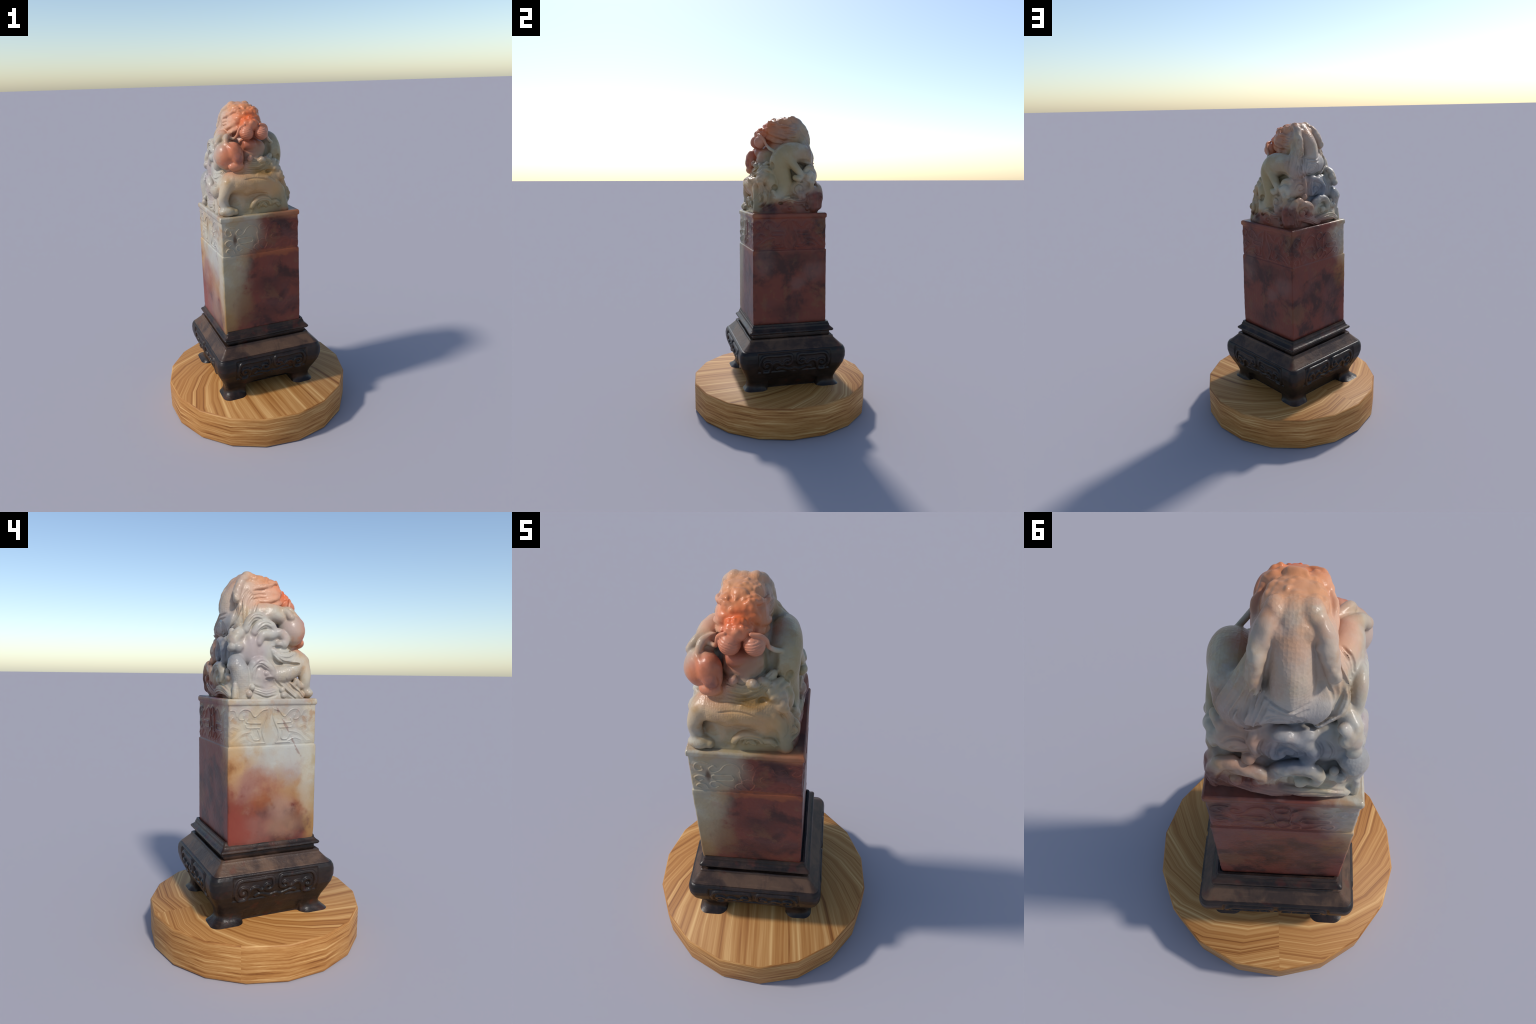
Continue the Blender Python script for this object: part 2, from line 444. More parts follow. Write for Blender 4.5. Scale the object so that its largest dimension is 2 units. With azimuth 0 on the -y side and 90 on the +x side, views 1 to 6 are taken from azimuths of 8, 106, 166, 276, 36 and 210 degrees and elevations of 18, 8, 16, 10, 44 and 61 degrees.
def lacquer(name, base, light, amount, rough=.28):
    m = Nodes(name, STAND_Z); P = m.P
    streak = m.noise(m.vec('MULTIPLY', P, (6, 6, 60)), 1.6, 4, .6)
    cloud = m.noise(P, 8, 4, .6, .5)
    worn = m.math('MULTIPLY', m.step(cloud, .38, .66), amount)
    col = m.mix(worn, base, light)
    col = m.mix(m.math('MULTIPLY', m.step(streak, .55, .7), .3 * amount), col, tuple(min(1, c * 1.5) for c in light))
    col = m.mix(m.math('MULTIPLY', m.step(m.noise(P, 14, 3), .6, .72), .35 * amount), col, (.10, .018, .009))
    n = m.bump(m.noise(P, 70, 4), .15, .01)
    return m.finish(col, m.math('MULTIPLY_ADD', cloud, .18, rough + .02), n, spec=.28)

DISC_R, DISC_SIDES, DISC_TURN, SEAM = .605, 18, 2.5, 122.5
def board_wood(name, side):
    m = Nodes(name); x, y, z = m.xyz(m.P)
    if side:
        ang = m.math('ARCTAN2', y, x)
        p = m.join(m.math('MULTIPLY', ang, .35), 0.0, m.math('MULTIPLY', z, 15.0))
        g = m.noise(p, 5.5, 5, .62, .5)
        wv = m.noise(m.join(m.math('MULTIPLY', ang, .8), 2.0, m.math('MULTIPLY', z, 26.0)), 2.4, 3, .5, .3)
        grain = m.noise(m.join(m.math('MULTIPLY', ang, 16), 0.0, m.math('MULTIPLY', z, 160)), 1.6, 3)
        v = m.math('ADD', m.math('MULTIPLY', g, .62), m.math('MULTIPLY', wv, .38))
        v = m.math('ADD', v, m.math('MULTIPLY_ADD', grain, .10, -.05))
    else:
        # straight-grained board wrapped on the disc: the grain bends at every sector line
        step = 360 / DISC_SIDES; half = math.radians(step / 2)
        deg = m.math('MULTIPLY', m.math('ARCTAN2', y, x), 57.29578)
        rel = m.math('FLOORED_MODULO', m.math('SUBTRACT', deg, SEAM), 360.0)
        k = m.math('FLOOR', m.math('DIVIDE', rel, step))
        loc = m.math('RADIANS', m.math('SUBTRACT', rel, m.math('MULTIPLY_ADD', k, step, step / 2)))
        r = m.math('DIVIDE', m.vec('LENGTH', m.join(x, y, 0.0)), DISC_R)
        u = m.math('DIVIDE', m.math('MULTIPLY', r, m.math('COSINE', loc)), math.cos(half))
        w = m.math('DIVIDE', m.math('MULTIPLY', r, m.math('SINE', loc)), math.sin(half))
        mid = m.math('MULTIPLY_ADD', k, 1 / DISC_SIDES, .5 / DISC_SIDES - .5)
        g0 = m.math('ADD', m.math('MULTIPLY', mid, u), m.math('MULTIPLY', w, .5 / DISC_SIDES))
        p = m.join(m.math('MULTIPLY', g0, 1.0), m.math('MULTIPLY', r, .004), 3.0)
        a = m.noise(p, 58, 4, .7, .0); b = m.noise(p, 170, 3, .6)
        v = m.math('ADD', m.math('MULTIPLY', a, .6), m.math('MULTIPLY', b, .4))
    col = m.ramp(v, [(.37, (.22, .075, .014)), (.44, (.36, .145, .034)), (.50, (.43, .195, .053)), (.56, (.50, .25, .080)), (.64, (.64, .37, .14))])
    return m.finish(col, .55, m.bump(v, .1, .004), spec=.3)

# ------------------------------------------------------------------ 1. the wooden disc
def wooden_disc():
    verts, faces, n = [], [], DISC_SIDES
    prof = [(.597, 0), (.6035, .006), (.605, .012), (.605, .186), (.603, .193), (.597, .198)]
    for r, z in prof:
        for i in range(n):
            a = math.radians(DISC_TURN + i * 360 / n)
            verts.append((r * math.cos(a), r * math.sin(a), z + (.003 + .003 * math.sin(a + .4)) * (z > .15)))
    for j in range(len(prof) - 1):
        for i in range(n):
            i2 = (i + 1) % n; faces.append((j * n + i, j * n + i2, (j + 1) * n + i2, (j + 1) * n + i))
    faces.append(tuple(range(n - 1, -1, -1))); faces.append(tuple((len(prof) - 1) * n + i for i in range(n)))
    me = new_mesh('wooden_disc', verts, faces, smooth=False)
    me.polygons.foreach_set('use_smooth', [True] * (len(faces) - 2) + [False, False])
    me.set_sharp_from_angle(angle=math.radians(50))
    ob = new_object('wooden_disc', me, None, board_wood('board_side', True))
    me.materials.append(board_wood('board_top', False)); me.polygons[len(faces) - 1].material_index = 1
    ob['label'] = 'round light wooden board with eighteen flat sides'; ob['category'] = 'wooden board'

# ------------------------------------------------------------------ 2. the dark stand
def square_ring(half, rc, per_side=40, per_corner=8):
    """points of a rounded square, counter-clockwise"""
    pts = []
    for q in range(4):
        a0 = q * math.pi / 2
        ca, sa = math.cos(a0), math.sin(a0)
        for i in range(per_side):
            t = -1 + 2 * i / per_side; p = (half, t * (half - rc)); pts.append((p[0] * ca - p[1] * sa, p[0] * sa + p[1] * ca))
        for i in range(per_corner):
            b = i / per_corner * math.pi / 2
            p = (half - rc + rc * math.cos(b), half - rc + rc * math.sin(b)); pts.append((p[0] * ca - p[1] * sa, p[0] * sa + p[1] * ca))
    return pts

def moulding(name, profile, parent, mat, z0, seed, rough=.0012, per_side=60):
    """square moulding from a profile of (half width, height, corner radius)"""
    prof = []
    for (a, b) in zip(profile[:-1], profile[1:]):
        for t in np.arange(4) / 4: prof.append(tuple(np.array(a) * (1 - t) + np.array(b) * t))
    prof.append(profile[-1])
    V = np.array([(x, y, z - z0) for h, z, rc in prof for x, y in square_ring(h, rc, per_side)])
    n = len(square_ring(1, .1, per_side)); m = len(prof)
    w = waves(V + [0, 0, .3], 35, seed, 3) * rough
    rad = V[:, :2] / np.maximum(np.abs(V[:, :2]).max(1), 1e-6)[:, None]
    V[:, :2] += rad * w[:, None]; V[:, 2] += waves(V, 30, seed + 5, 2) * rough
    F = []
    for j in range(m - 1):
        for i in range(n):
            i2 = (i + 1) % n; F.append((j * n + i, (j + 1) * n + i, (j + 1) * n + i2, j * n + i2))
    F.append(tuple(range(n))); F.append(tuple((m - 1) * n + i for i in range(n - 1, -1, -1)))
    me = new_mesh(name, V, F)
    me.polygons[-1].use_smooth = me.polygons[-2].use_smooth = False
    me.set_sharp_from_angle(angle=math.radians(50))
    return new_object(name, me, parent, mat)

STAND_SCROLL = [  # half of a side panel, mirrored about its middle; (along the side, height)
    [(.200, .338), (.220, .362), (.226, .402), (.214, .438), (.188, .452), (.100, .450), (.034, .452), (.020, .440), (.017, .405), (.028, .386), (.055, .384), (.066, .400), (.052, .414), (.040, .408)],
    [(.066, .392), (.086, .384), (.104, .400), (.126, .404), (.142, .390), (.150, .376)],
    [(.200, .338), (.170, .338), (.152, .356), (.150, .384), (.166, .408), (.192, .408), (.200, .390), (.190, .372), (.178, .376)],
    [(.004, .352), (.030, .344), (.060, .352), (.090, .362), (.112, .352)],
]
def stand():
    root = empty('carved_stand', (AXIS[0] + .0055, AXIS[1] + .0095, STAND_Z), ANGLE, 'dark lacquered square footed stand with scroll carving', 'stand')
    black = lacquer('black_lacquer', (.012, .009, .008), (.034, .020, .015), .7, .24)
    brown = lacquer('brown_lacquer', (.014, .009, .007), (.055, .028, .018), .9, .24)
    worn = lacquer('worn_lacquer', (.042, .024, .017), (.105, .058, .034), 1.0, .28)
    moulding('plinth_moulding', [(.246, .618, .010), (.2475, .634, .010), (.2570, .634, .010), (.2590, .624, .010), (.2625, .619, .010),
             (.2650, .607, .010), (.2730, .598, .010), (.2840, .590, .010), (.2865, .583, .010), (.2820, .576, .010), (.2640, .570, .010), (.2650, .562, .010),
             (.2645, .548, .010), (.2600, .535, .010)][::-1], root, brown, STAND_Z, 3)
    moulding('shoulder_moulding', [(.262, .540, .012), (.2790, .547, .012), (.2840, .543, .012), (.2850, .534, .012), (.2890, .529, .014), (.3070, .511, .02),
             (.3240, .494, .026), (.3350, .484, .030), (.3390, .474, .034), (.330, .466, .04)][::-1], root, worn, STAND_Z, 4)
    # bulging body, legs and feet, carved from one piece
    c = Carving((-.40, -.40, .190), (.40, .43, .492), .0032)
    sl, (x, y, z) = c.box((-.4, -.4, .19), (.4, .43, .492))
    prof_z = [.19, .25, .29, .33, .37, .41, .44, .462, .478, .49]
    prof_h = [.276, .289, .304, .324, .342, .351, .352, .3485, .341, .326]
    a = np.interp(z, prof_z, prof_h).astype(np.float32)
    rc = np.interp(z, [.19, .3, .44, .49], [.03, .036, .046, .040]).astype(np.float32)
    qx, qy = np.abs(x) - (a - rc), np.abs(y) - (a - rc)
    d = np.minimum(np.maximum(qx, qy), 0) + np.sqrt(np.maximum(qx, 0) ** 2 + np.maximum(qy, 0) ** 2) - rc
    # scroll panels on the four sides
    for axis in (0, 1):
        for sgn in (1, -1):
            u = (y if axis == 0 else x); w = (x if axis == 0 else y) * sgn
            ua = np.abs(u[0, :, :] if axis == 0 else u[:, 0, :]); zz = z[0, 0, :][None]
            ua, zz = np.broadcast_arrays(ua, zz)
            dist = np.min([line_distance(ua, zz, catmull(p_2, 3)) for p_2 in
                           [[(q[0], q[1]) for q in pl] for pl in STAND_SCROLL]], axis=0)
            inside = smoothstep(.245, .232, ua) * smoothstep(.330, .345, zz + .00 * ua) * smoothstep(.474, .462, zz)
            hgt = .0095 * smoothstep(.0120, .0055, dist) - .0085 * inside
            hgt = hgt[None] if axis == 0 else hgt[:, None, :]
            d = d - (hgt * (w > .25) * (np.abs(u) < .26)).astype(np.float32)
    c.label('stand_body'); c.join(sl, np.maximum(np.maximum(d, z - .484), .16 - z).astype(np.float32), .001)
    # openings between the legs; how far in each one goes
    arch = lambda s: .262 + .024 * smoothstep(.17, .10, np.abs(s)) + .010 * smoothstep(.06, .0, np.abs(s))
    for axis, sgn, inner in ((0, 1, .245), (0, -1, .262), (1, 1, .25), (1, -1, .185)):
        s = y if axis == 0 else x; w = (x if axis == 0 else y) * sgn
        wide = .165 + .25 * np.maximum(.0, .235 - z)
        opening = np.maximum(np.maximum(np.abs(s) - wide, z - arch(s)), (inner + .6 * np.maximum(z - .21, 0) * (inner < .28)) - w)
        c.cut(sl, (np.broadcast_to(opening, d.shape)).astype(np.float32), .010)
    for sx, sy, reach in ((-1, -1, .046), (1, -1, .030), (1, 1, .038), (-1, 1, .060)):
        fl = np.clip((.280 - z) / .085, 0, 1) ** 2.6
        cx, cy = sx * (.228 + .35 * reach * fl), sy * (.228 + .5 * reach * fl)
        hx = .054 + (.010 + .35 * reach) * fl; hy = .054 + (.010 + .5 * reach) * fl
        r2 = .046
        qx, qy = np.abs(x - cx) - (hx - r2), np.abs(y - cy) - (hy - r2)
        f = np.minimum(np.maximum(qx, qy), 0) + np.sqrt(np.maximum(qx, 0) ** 2 + np.maximum(qy, 0) ** 2) - r2
        f = np.maximum(f, z - .30)
        c.label('stand_foot'); c.join(sl, np.maximum(f, .16 - z).astype(np.float32), .022)
    V, F, lab = c.mesh()
    V = relax(V, F, 1, .4)
    keep = (V[F].mean(1)[:, 2] > .1925)
    F = F[keep]
    low = V[F].mean(1); fl = lab[F[:, 0]]
    fl = np.where((fl > 0) & (low[:, 2] > .262), 0, fl)
    fl = np.where((low[:, 2] < .262) & (np.abs(low[:, 0]) > .17) & (np.abs(low[:, 1]) > .17),
                  1 + (low[:, 0] > 0).astype(int) * 2 + (low[:, 1] > 0).astype(int), 0)
    V = V * [1.0, 1.018, 1.0]; V[:, 1] -= .001; V[:, 2] -= STAND_Z
    split_parts(V, F, fl, ['stand_body'] + ['stand_foot'] * 4, root, lambda n: black if n == 'stand_body' else brown)
    return root

# ------------------------------------------------------------------ 3. the seal: block with frieze
MASK_FRIEZE = [  # half patterns, (0 middle..1 edge, 0 top..1 bottom)
    [(.0, .09), (.07, .12), (.10, .2), (.07, .29), (.0, .32)],
    [(.12, .40), (.17, .22), (.30, .13), (.42, .20), (.50, .36), (.62, .42), (.69, .32), (.63, .22), (.57, .26)],
    [(.72, .16), (.82, .12), (.93, .18), (.96, .30), (.89, .40), (.80, .36), (.83, .27)],
    [(.28, .50), (.58, .50), (.64, .57), (.58, .66), (.30, .66), (.24, .58), (.28, .50)],
    [(.14, .38), (.11, .55), (.09, .70), (.20, .76), (.25, .86), (.17, .94)],
    [(.0, .60), (.08, .64), (.12, .74), (.06, .88), (.0, .93)],
    [(.30, .92), (.44, .84), (.54, .73), (.66, .72), (.71, .82), (.64, .91), (.56, .86)],
    [(.76, .56), (.88, .54), (.96, .62), (.90, .72), (.82, .67)], [(.76, .94), (.80, .82), (.90, .80), (.97, .88), (.91, .94)],
]
FRET_FRIEZE = [
    [(.06, .06), (.08, .28), (.14, .46), (.19, .70), (.12, .95)],
    [(.20, .44), (.50, .42), (.50, .33)], [(.24, .56), (.50, .55), (.54, .47)],
    [(.46, .66), (.66, .72), (.88, .94)], [(.40, .92), (.56, .84), (.72, .90)],
    [(.28, .62), (.25, .84), (.38, .86), (.44, .74)], [(.14, .95), (.30, .95), (.46, .95)],
    [(.08, .08), (.20, .12), (.34, .27), (.46, .12), (.60, .08), (.70, .18), (.68, .32), (.58, .34), (.58, .24)],
    [(.74, .26), (.80, .12), (.92, .12), (.96, .26), (.88, .36), (.82, .28)],
    [(.72, .56), (.84, .52), (.90, .62), (.82, .70), (.94, .80), (.96, .92), (.86, .92)],
]
BAND = (1.130, 1.326)
def block(root, mat):
    half_at = lambda z: np.interp(z, [.61, .625, .66, 1.110, 1.1215, 1.1225, 1.128, 1.133, 1.322, 1.328, 1.333, 1.340, 1.354, 1.360, 1.362],
                                  [.240, .2425, .2435, .2425, .2415, .2375, .2365, .2378, .2375, .2380, .2430, .2445, .2440, .2405, .236])
    zs = np.concatenate([np.linspace(.61, .63, 4)[:-1], np.linspace(.63, 1.108, 50)[:-1], np.linspace(1.108, 1.1325, 13)[:-1],
                         np.linspace(1.1325, 1.322, 120)[:-1], np.linspace(1.322, 1.362, 18)])
    per = 260; n = 4 * (per + 6)
    ring0 = np.array(square_ring(.24, .007, per, 6))
    V = []; m = len(zs)
    side = np.repeat(np.arange(4), per + 6)
    for z in zs:
        s = half_at(z) / .24; V.append(np.column_stack([ring0 * s, np.full(n, z)]))
    V = np.vstack(V); sd = np.tile(side, m)
    # coordinate along each side: 0 +X, 1 +Y, 2 -X, 3 -Y
    along = np.select([sd == 0, sd == 1, sd == 2, sd == 3], [V[:, 1], -V[:, 0], -V[:, 1], V[:, 0]])
    v = (BAND[1] - V[:, 2]) / (BAND[1] - BAND[0])
    hgt = np.zeros(len(V)); mask = (v > -.02) & (v < 1.02)
    asp = (BAND[1] - BAND[0])
    for q, (pat, shift) in {0: (FRET_FRIEZE, .0), 1: (MASK_FRIEZE, .0), 2: (FRET_FRIEZE, -.02), 3: (MASK_FRIEZE, .01)}.items():
        i = np.where(mask & (sd == q))[0]
        s = along[i] - shift; s = s + .004 * np.sin(40 * V[i, 2] + q); zz = v[i] * asp
        wob = .10 * np.sin(s * 9 + q * 2)
        d = np.full(len(i), 9.0)
        for pl in pat:
            c = catmull([(a * .236, b * asp) for a, b in pl], 4)
            d = np.minimum(d, line_distance(np.abs(s), zz, c))
        amp = .0040 * np.clip(.62 + .75 * waves(V[i], 16, 40 + q, 2), .12, 1.15)
        hgt[i] = amp * smoothstep(.0052, .0012, d) + .0014 * smoothstep(.018, .006, d)
    hgt += waves(V, 22, 11, 3) * .0012
    edge = smoothstep(.236, .24, np.abs(along)); hgt += edge * waves(V, 90, 5, 2) * .0022
    nx = np.select([sd == 0, sd == 2], [1, -1], 0); ny = np.select([sd == 1, sd == 3], [1, -1], 0)
    V[:, 0] += nx * hgt; V[:, 1] += ny * hgt
    V[:, 0] = V[:, 0] * 1.036 - .0050; V[:, 1] *= 1.020
    V[:, 2] -= SEAL_Z
    j = np.arange(m - 1)[:, None] * n; i = np.arange(n)[None]; i2 = (i + 1) % n
    F = np.stack([j + i, j + i2, j + n + i2, j + n + i], -1).reshape(-1, 4)
    zf = V[F].mean(1)[:, 2] + SEAL_Z
    lab = np.where(zf < 1.1222, 0, np.where(zf < 1.329, 1, 2))
    split_parts(V, F, lab, ['seal_block', 'frieze_band', 'top_rim'], root, lambda nm: mat)
    top = [(x * 1.036 - .0050, y * 1.020, 1.3615 - SEAL_Z) for x, y in square_ring(.2362, .007, 20, 4)]
    new_object('platform', new_mesh('platform', top, [tuple(range(len(top)))], False), root, mat)

# ------------------------------------------------------------------ 4. the seal: carved dragon knob
def carving(root, mats):
    c = Carving((-.285, -.285, 1.345), (.285, .285, 2.015), .0027)
    # ---- the stone left standing inside
    c.label('stone_core')
    sl, (x, y, z) = c.box((-.3, -.3, 1.3), (.3, .3, 2.1))
    lv = [1.34, 1.37, 1.45, 1.55, 1.65, 1.75, 1.85, 1.93, 1.99]
    g = lambda vals: np.interp(z, lv, vals).astype(np.float32)
    x0, x1 = g([-.232, -.230, -.208, -.195, -.168, -.130, -.095, -.080, -.05]), g([.226, .222, .204, .180, .142, .105, .075, .060, .03])
    y0, y1 = g([-.226, -.222, -.200, -.172, -.138, -.095, -.060, -.040, 0]), g([.216, .214, .202, .188, .168, .150, .130, .100, .05])
    ex = g([5, 5, 4, 3.2, 2.8, 2.5, 2.3, 2, 2])
    hx, hy = (x1 - x0) / 2, (y1 - y0) / 2
    rr = (np.abs((x - (x0 + x1) / 2) / hx) ** ex + np.abs((y - (y0 + y1) / 2) / hy) ** ex) ** (1 / ex)
    d = (rr - 1) * np.minimum(hx, hy) * .9
    d = np.maximum(d, z - 1.96)
    c.join(sl, d.astype(np.float32), .001)

    # ---- great dragon: coiled body on the right side
    c.label('dragon_body')
    c.tube([(.10, .165, 1.70), (.138, .125, 1.738), (.150, .06, 1.752), (.154, -.005, 1.742), (.152, -.048, 1.690), (.150, -.035, 1.620),
            (.152, -.018, 1.550), (.154, -.035, 1.490), (.158, -.060, 1.435)], [.050, .060, .066, .068, .068, .064, .060, .058, .046], .016, 8)
    c.ball((.158, .015, 1.725), (.062, .07, .06), .02)
    # neck and breast under the head
    c.label('dragon_neck')
    c.tube([(-.012, .08, 1.88), (-.01, .0, 1.80), (-.005, -.07, 1.72)], [.08, .085, .08], .02)
    c.ball((-.005, -.10, 1.705), (.085, .072, .085), .02)
    c.label('dragon_shoulder')
    c.tube([(-.10, .11, 1.785), (-.135, .04, 1.785), (-.155, -.03, 1.785), (-.158, -.085, 1.770)], [.050, .052, .048, .040], .02)
    c.tube([(-.155, -.05, 1.805), (-.190, -.090, 1.795), (-.215, -.11, 1.765)], [.020, .020, .018], .014)
    c.tube([(-.125, -.085, 1.808), (-.160, -.125, 1.805), (-.175, -.160, 1.770)], [.018, .018, .014], .012)

    # ---- head
    c.label('dragon_head')
    c.ball((-.012, .025, 1.890), (.098, .110, .088), .02)
    c.ball((-.012, .025, 1.950), (.080, .085, .040), .015)
    c.ball((-.012, -.110, 1.868), (.058, .078, .045), .02)
    c.ball((-.012, -.070, 1.905), (.080, .060, .055), .02)
    for s in (-1, 1):
        X = lambda v: -.012 + s * v
        c.ball((X(.068), -.030, 1.872), (.036, .078, .062), .014)
        c.ball((X(.050), -.054, 1.946), (.032, .028, .022), .010)        # brow
        c.ball((X(.046), -.090, 1.932), (.021, .017, .017), .004)        # eye
        c.ball((X(.048), -.098, 1.900), (.032, .026, .024), .008)        # cheek bag
        c.tube([(X(.022), -.098, 1.943), (X(.048), -.090, 1.951), (X(.074), -.066, 1.946), (X(.088), -.03, 1.932)], [.007, .010, .010, .007], .007)
        c.tube([(X(.084), -.04, 1.925), (X(.098), .0, 1.925), (X(.094), .05, 1.912)], [.009, .012, .010], .009)
        c.tube([(X(.075), -.095, 1.880), (X(.096), -.06, 1.862), (X(.102), -.01, 1.850), (X(.092), .04, 1.85)], [.010, .013, .013, .01], .009)
        c.tube([(X(.066), -.110, 1.850), (X(.088), -.07, 1.832), (X(.092), -.02, 1.820)], [.012, .015, .014], .009)
    c.ball((-.012, -.050, 1.960), (.032, .026, .026), .008)              # knot on the forehead
    c.ball((-.012, -.105, 1.928), (.024, .020, .020), .007)
    c.ball((-.012, -.135, 1.903), (.022, .030, .018), .008)
    rs = np.random.default_rng(31)
    knobs = []
    for i in range(34):                                                   # knobbly brow and crown
        a = rs.uniform(-1.5, 1.5); zz = rs.uniform(1.915, 1.985); o = np.array((math.sin(a), -math.cos(a), .5)); o /= np.linalg.norm(o)
        knobs.append(c.snap([(-.012 + .07 * math.sin(a), -.03 - .06 * math.cos(a), zz)], o)[0] - o * .007)
    for i in range(14):
        a = rs.uniform(-.5, .5); o = np.array((math.sin(a), -1, .3)); o /= np.linalg.norm(o)
        knobs.append(c.snap([(-.012 + .05 * math.sin(a * 2), -.12, rs.uniform(1.86, 1.91))], o)[0] - o * .004)
    for i in range(30):                                                   # craggy crown
        o = np.array((rs.uniform(-.5, .5), rs.uniform(-.3, .1), 1)); o /= np.linalg.norm(o)
        knobs.append(c.snap([(rs.uniform(-.085, .06), rs.uniform(-.045, .06), 1.95)], o)[0] - o * .007)
    for p in knobs: c.ball(p, rs.uniform(.007, .012, 3), .007)
    c.label('dragon_nose')
    c.ball((-.012, -.170, 1.880), (.020, .018, .016), .006)
    for s in (-1, 1):
        c.ball((-.012 + s * .026, -.160, 1.876), (.017, .018, .015), .006)
        c.tube([(-.012 + s * .012, -.168, 1.888), (-.012 + s * .034, -.165, 1.885), (-.012 + s * .048, -.148, 1.870)], [.007, .009, .008], .005)
    c.label('dragon_jaw')
    c.ball((-.03, -.138, 1.758), (.055, .045, .034), .012); c.ball((.03, -.118, 1.735), (.058, .048, .048), .012)
    c.ball((-.01, -.12, 1.70), (.078, .052, .035), .012)
    # deep undercuts round the neck
    c.hollow((.108, -.118, 1.735), (.028, .045, .062), .010); c.hollow((.104, -.145, 1.70), (.022, .03, .045), .01)
    c.hollow((.112, -.075, 1.828), (.026, .05, .022), .010); c.hollow((-.108, -.118, 1.812), (.022, .03, .020), .008)
    c.hollow((-.080, -.165, 1.755), (.014, .04, .05), .008)
    c.label('dragon_muzzle')
    c.ball((.049, -.160, 1.822), (.043, .043, .041), .005); c.ball((-.044, -.166, 1.828), (.043, .043, .042), .005)
    for s, cx in ((1, .049), (-1, -.044)):                              # furrows round the whisker pads
        for i in range(6):
            zz = 1.799 + i * .010
            c.groove(c.snap([(cx + .04 * math.sin(a), -.163 - .04 * math.cos(a), zz + .010 * s * math.sin(a)) for a in np.linspace(-1.4, 1.4, 9)], (0, -1, 0)), .0017, .003, 1)
    c.label('dragon_whisker')
    c.tube([(.040, -.172, 1.872), (.075, -.165, 1.864), (.094, -.145, 1.835), (.100, -.125, 1.800), (.120, -.108, 1.775), (.145, -.085, 1.758)], [.008, .008, .009, .009, .010, .010], .006)
    c.tube([(-.058, -.172, 1.872), (-.085, -.163, 1.854), (-.097, -.147, 1.815), (-.112, -.125, 1.795), (-.140, -.115, 1.802)], [.008, .008, .009, .009, .01], .006)
    # ---- horns and nape
    c.label('dragon_nape')
    c.tube([(-.012, .070, 1.945), (-.012, .118, 1.895), (-.012, .148, 1.84), (-.012, .155, 1.76)], [.052, .056, .058, .060], .014)
    c.tube([(-.012, .115, 1.945), (-.012, .166, 1.89), (-.012, .196, 1.83), (-.012, .206, 1.775)], [.010, .012, .012, .010], .016)
    c.ball((-.052, .072, 1.974), (.028, .034, .0255), .010); c.ball((.032, .068, 1.974), (.028, .034, .0255), .010)
    c.ball((-.048, .112, 1.940), (.022, .022, .022), .008); c.ball((.026, .112, 1.940), (.022, .022, .022), .008)
    c.label('dragon_mane')                                               # full body of hair, combed below
    c.ball((.062, .085, 1.860), (.038, .065, .085), .016); c.ball((-.086, .085, 1.860), (.038, .065, .085), .016)
    c.ball((.02, .125, 1.730), (.150, .080, .072), .018); c.ball((-.07, .120, 1.740), (.095, .078, .070), .018)
    c.tube([(.085, .12, 1.85), (.120, .145, 1.785), (.155, .150, 1.720), (.150, .165, 1.675)], [.028, .036, .038, .020], .014)
    c.tube([(-.105, .11, 1.85), (-.128, .13, 1.79), (-.130, .145, 1.73), (-.09, .175, 1.695)], [.028, .034, .036, .022], .014)
    c.label('dragon_horn')
    c.tube([(-.058, .080, 1.970), (-.082, .115, 1.945), (-.100, .146, 1.900), (-.113, .158, 1.850)], [.024, .024, .024, .019], .008)
    c.ball((-.118, .168, 1.860), (.012, .012, .015), .006)
    c.label('dragon_horn')
    c.tube([(.038, .080, 1.970), (.060, .116, 1.945), (.075, .148, 1.895), (.083, .165, 1.840), (.080, .172, 1.808)], [.024, .025, .025, .023, .019], .008)
    c.ball((.088, .162, 1.890), .012, .005); c.ball((.055, .135, 1.925), .013, .005)
    c.ball((-.078, .135, 1.925), .013, .005); c.ball((-.105, .168, 1.885), .010, .005)
    c.label('dragon_mane')
    c.comb([(.085, .14, 1.84), (.120, .17, 1.785), (.155, .18, 1.720), (.140, .19, 1.670)], .085, 8, .0060, (.8, -.5, .3), seed=1)
    c.comb([(.065, .19, 1.80), (.085, .20, 1.75), (.100, .21, 1.70), (.075, .21, 1.67)], .06, 5, .0060, (.8, 0, .5), (0, 1, 0), seed=2)
    c.comb([(-.11, .14, 1.84), (-.135, .16, 1.78), (-.125, .19, 1.72), (-.06, .21, 1.675)], .075, 7, .0060, (-.8, .3, .35), seed=3)
    c.comb([(-.085, .05, 1.875), (-.115, .09, 1.83), (-.150, .11, 1.77), (-.165, .12, 1.70)], .085, 8, .0055, (0, .75, .6), (-1, .2, 0), seed=4)
    for rad_, st in ((.030, 0), (.048, 40), (.066, 80)):
        c.groove(c.snap([(.012 + rad_ * math.cos(a), .2, 1.712 + .62 * rad_ * math.sin(a)) for a in np.radians(st) + np.linspace(0, 4.6, 12)], (0, 1, 0)), .0048, .004, 2)
    c.comb([(.06, .21, 1.775), (-.01, .215, 1.765), (-.06, .21, 1.780)], .02, 2, .005, (0, 0, 1), (0, 1, 0), seed=5)
    c.comb([(-.10, -.01, 1.895), (-.105, .03, 1.890), (-.10, .07, 1.885)], .06, 4, .004, (0, 0, 1), (-1, 0, 0), seed=6)
    c.comb([(.07, .0, 1.885), (.08, .045, 1.88), (.075, .085, 1.88)], .06, 4, .004, (0, 0, 1), (1, 0, 0), seed=7)
    # ---- right foreleg with its paw
    c.label('dragon_forelimb')
    c.tube([(.178, -.015, 1.728), (.196, .025, 1.682), (.207, .060, 1.640), (.211, .092, 1.607)], [.040, .032, .026, .023], .014)
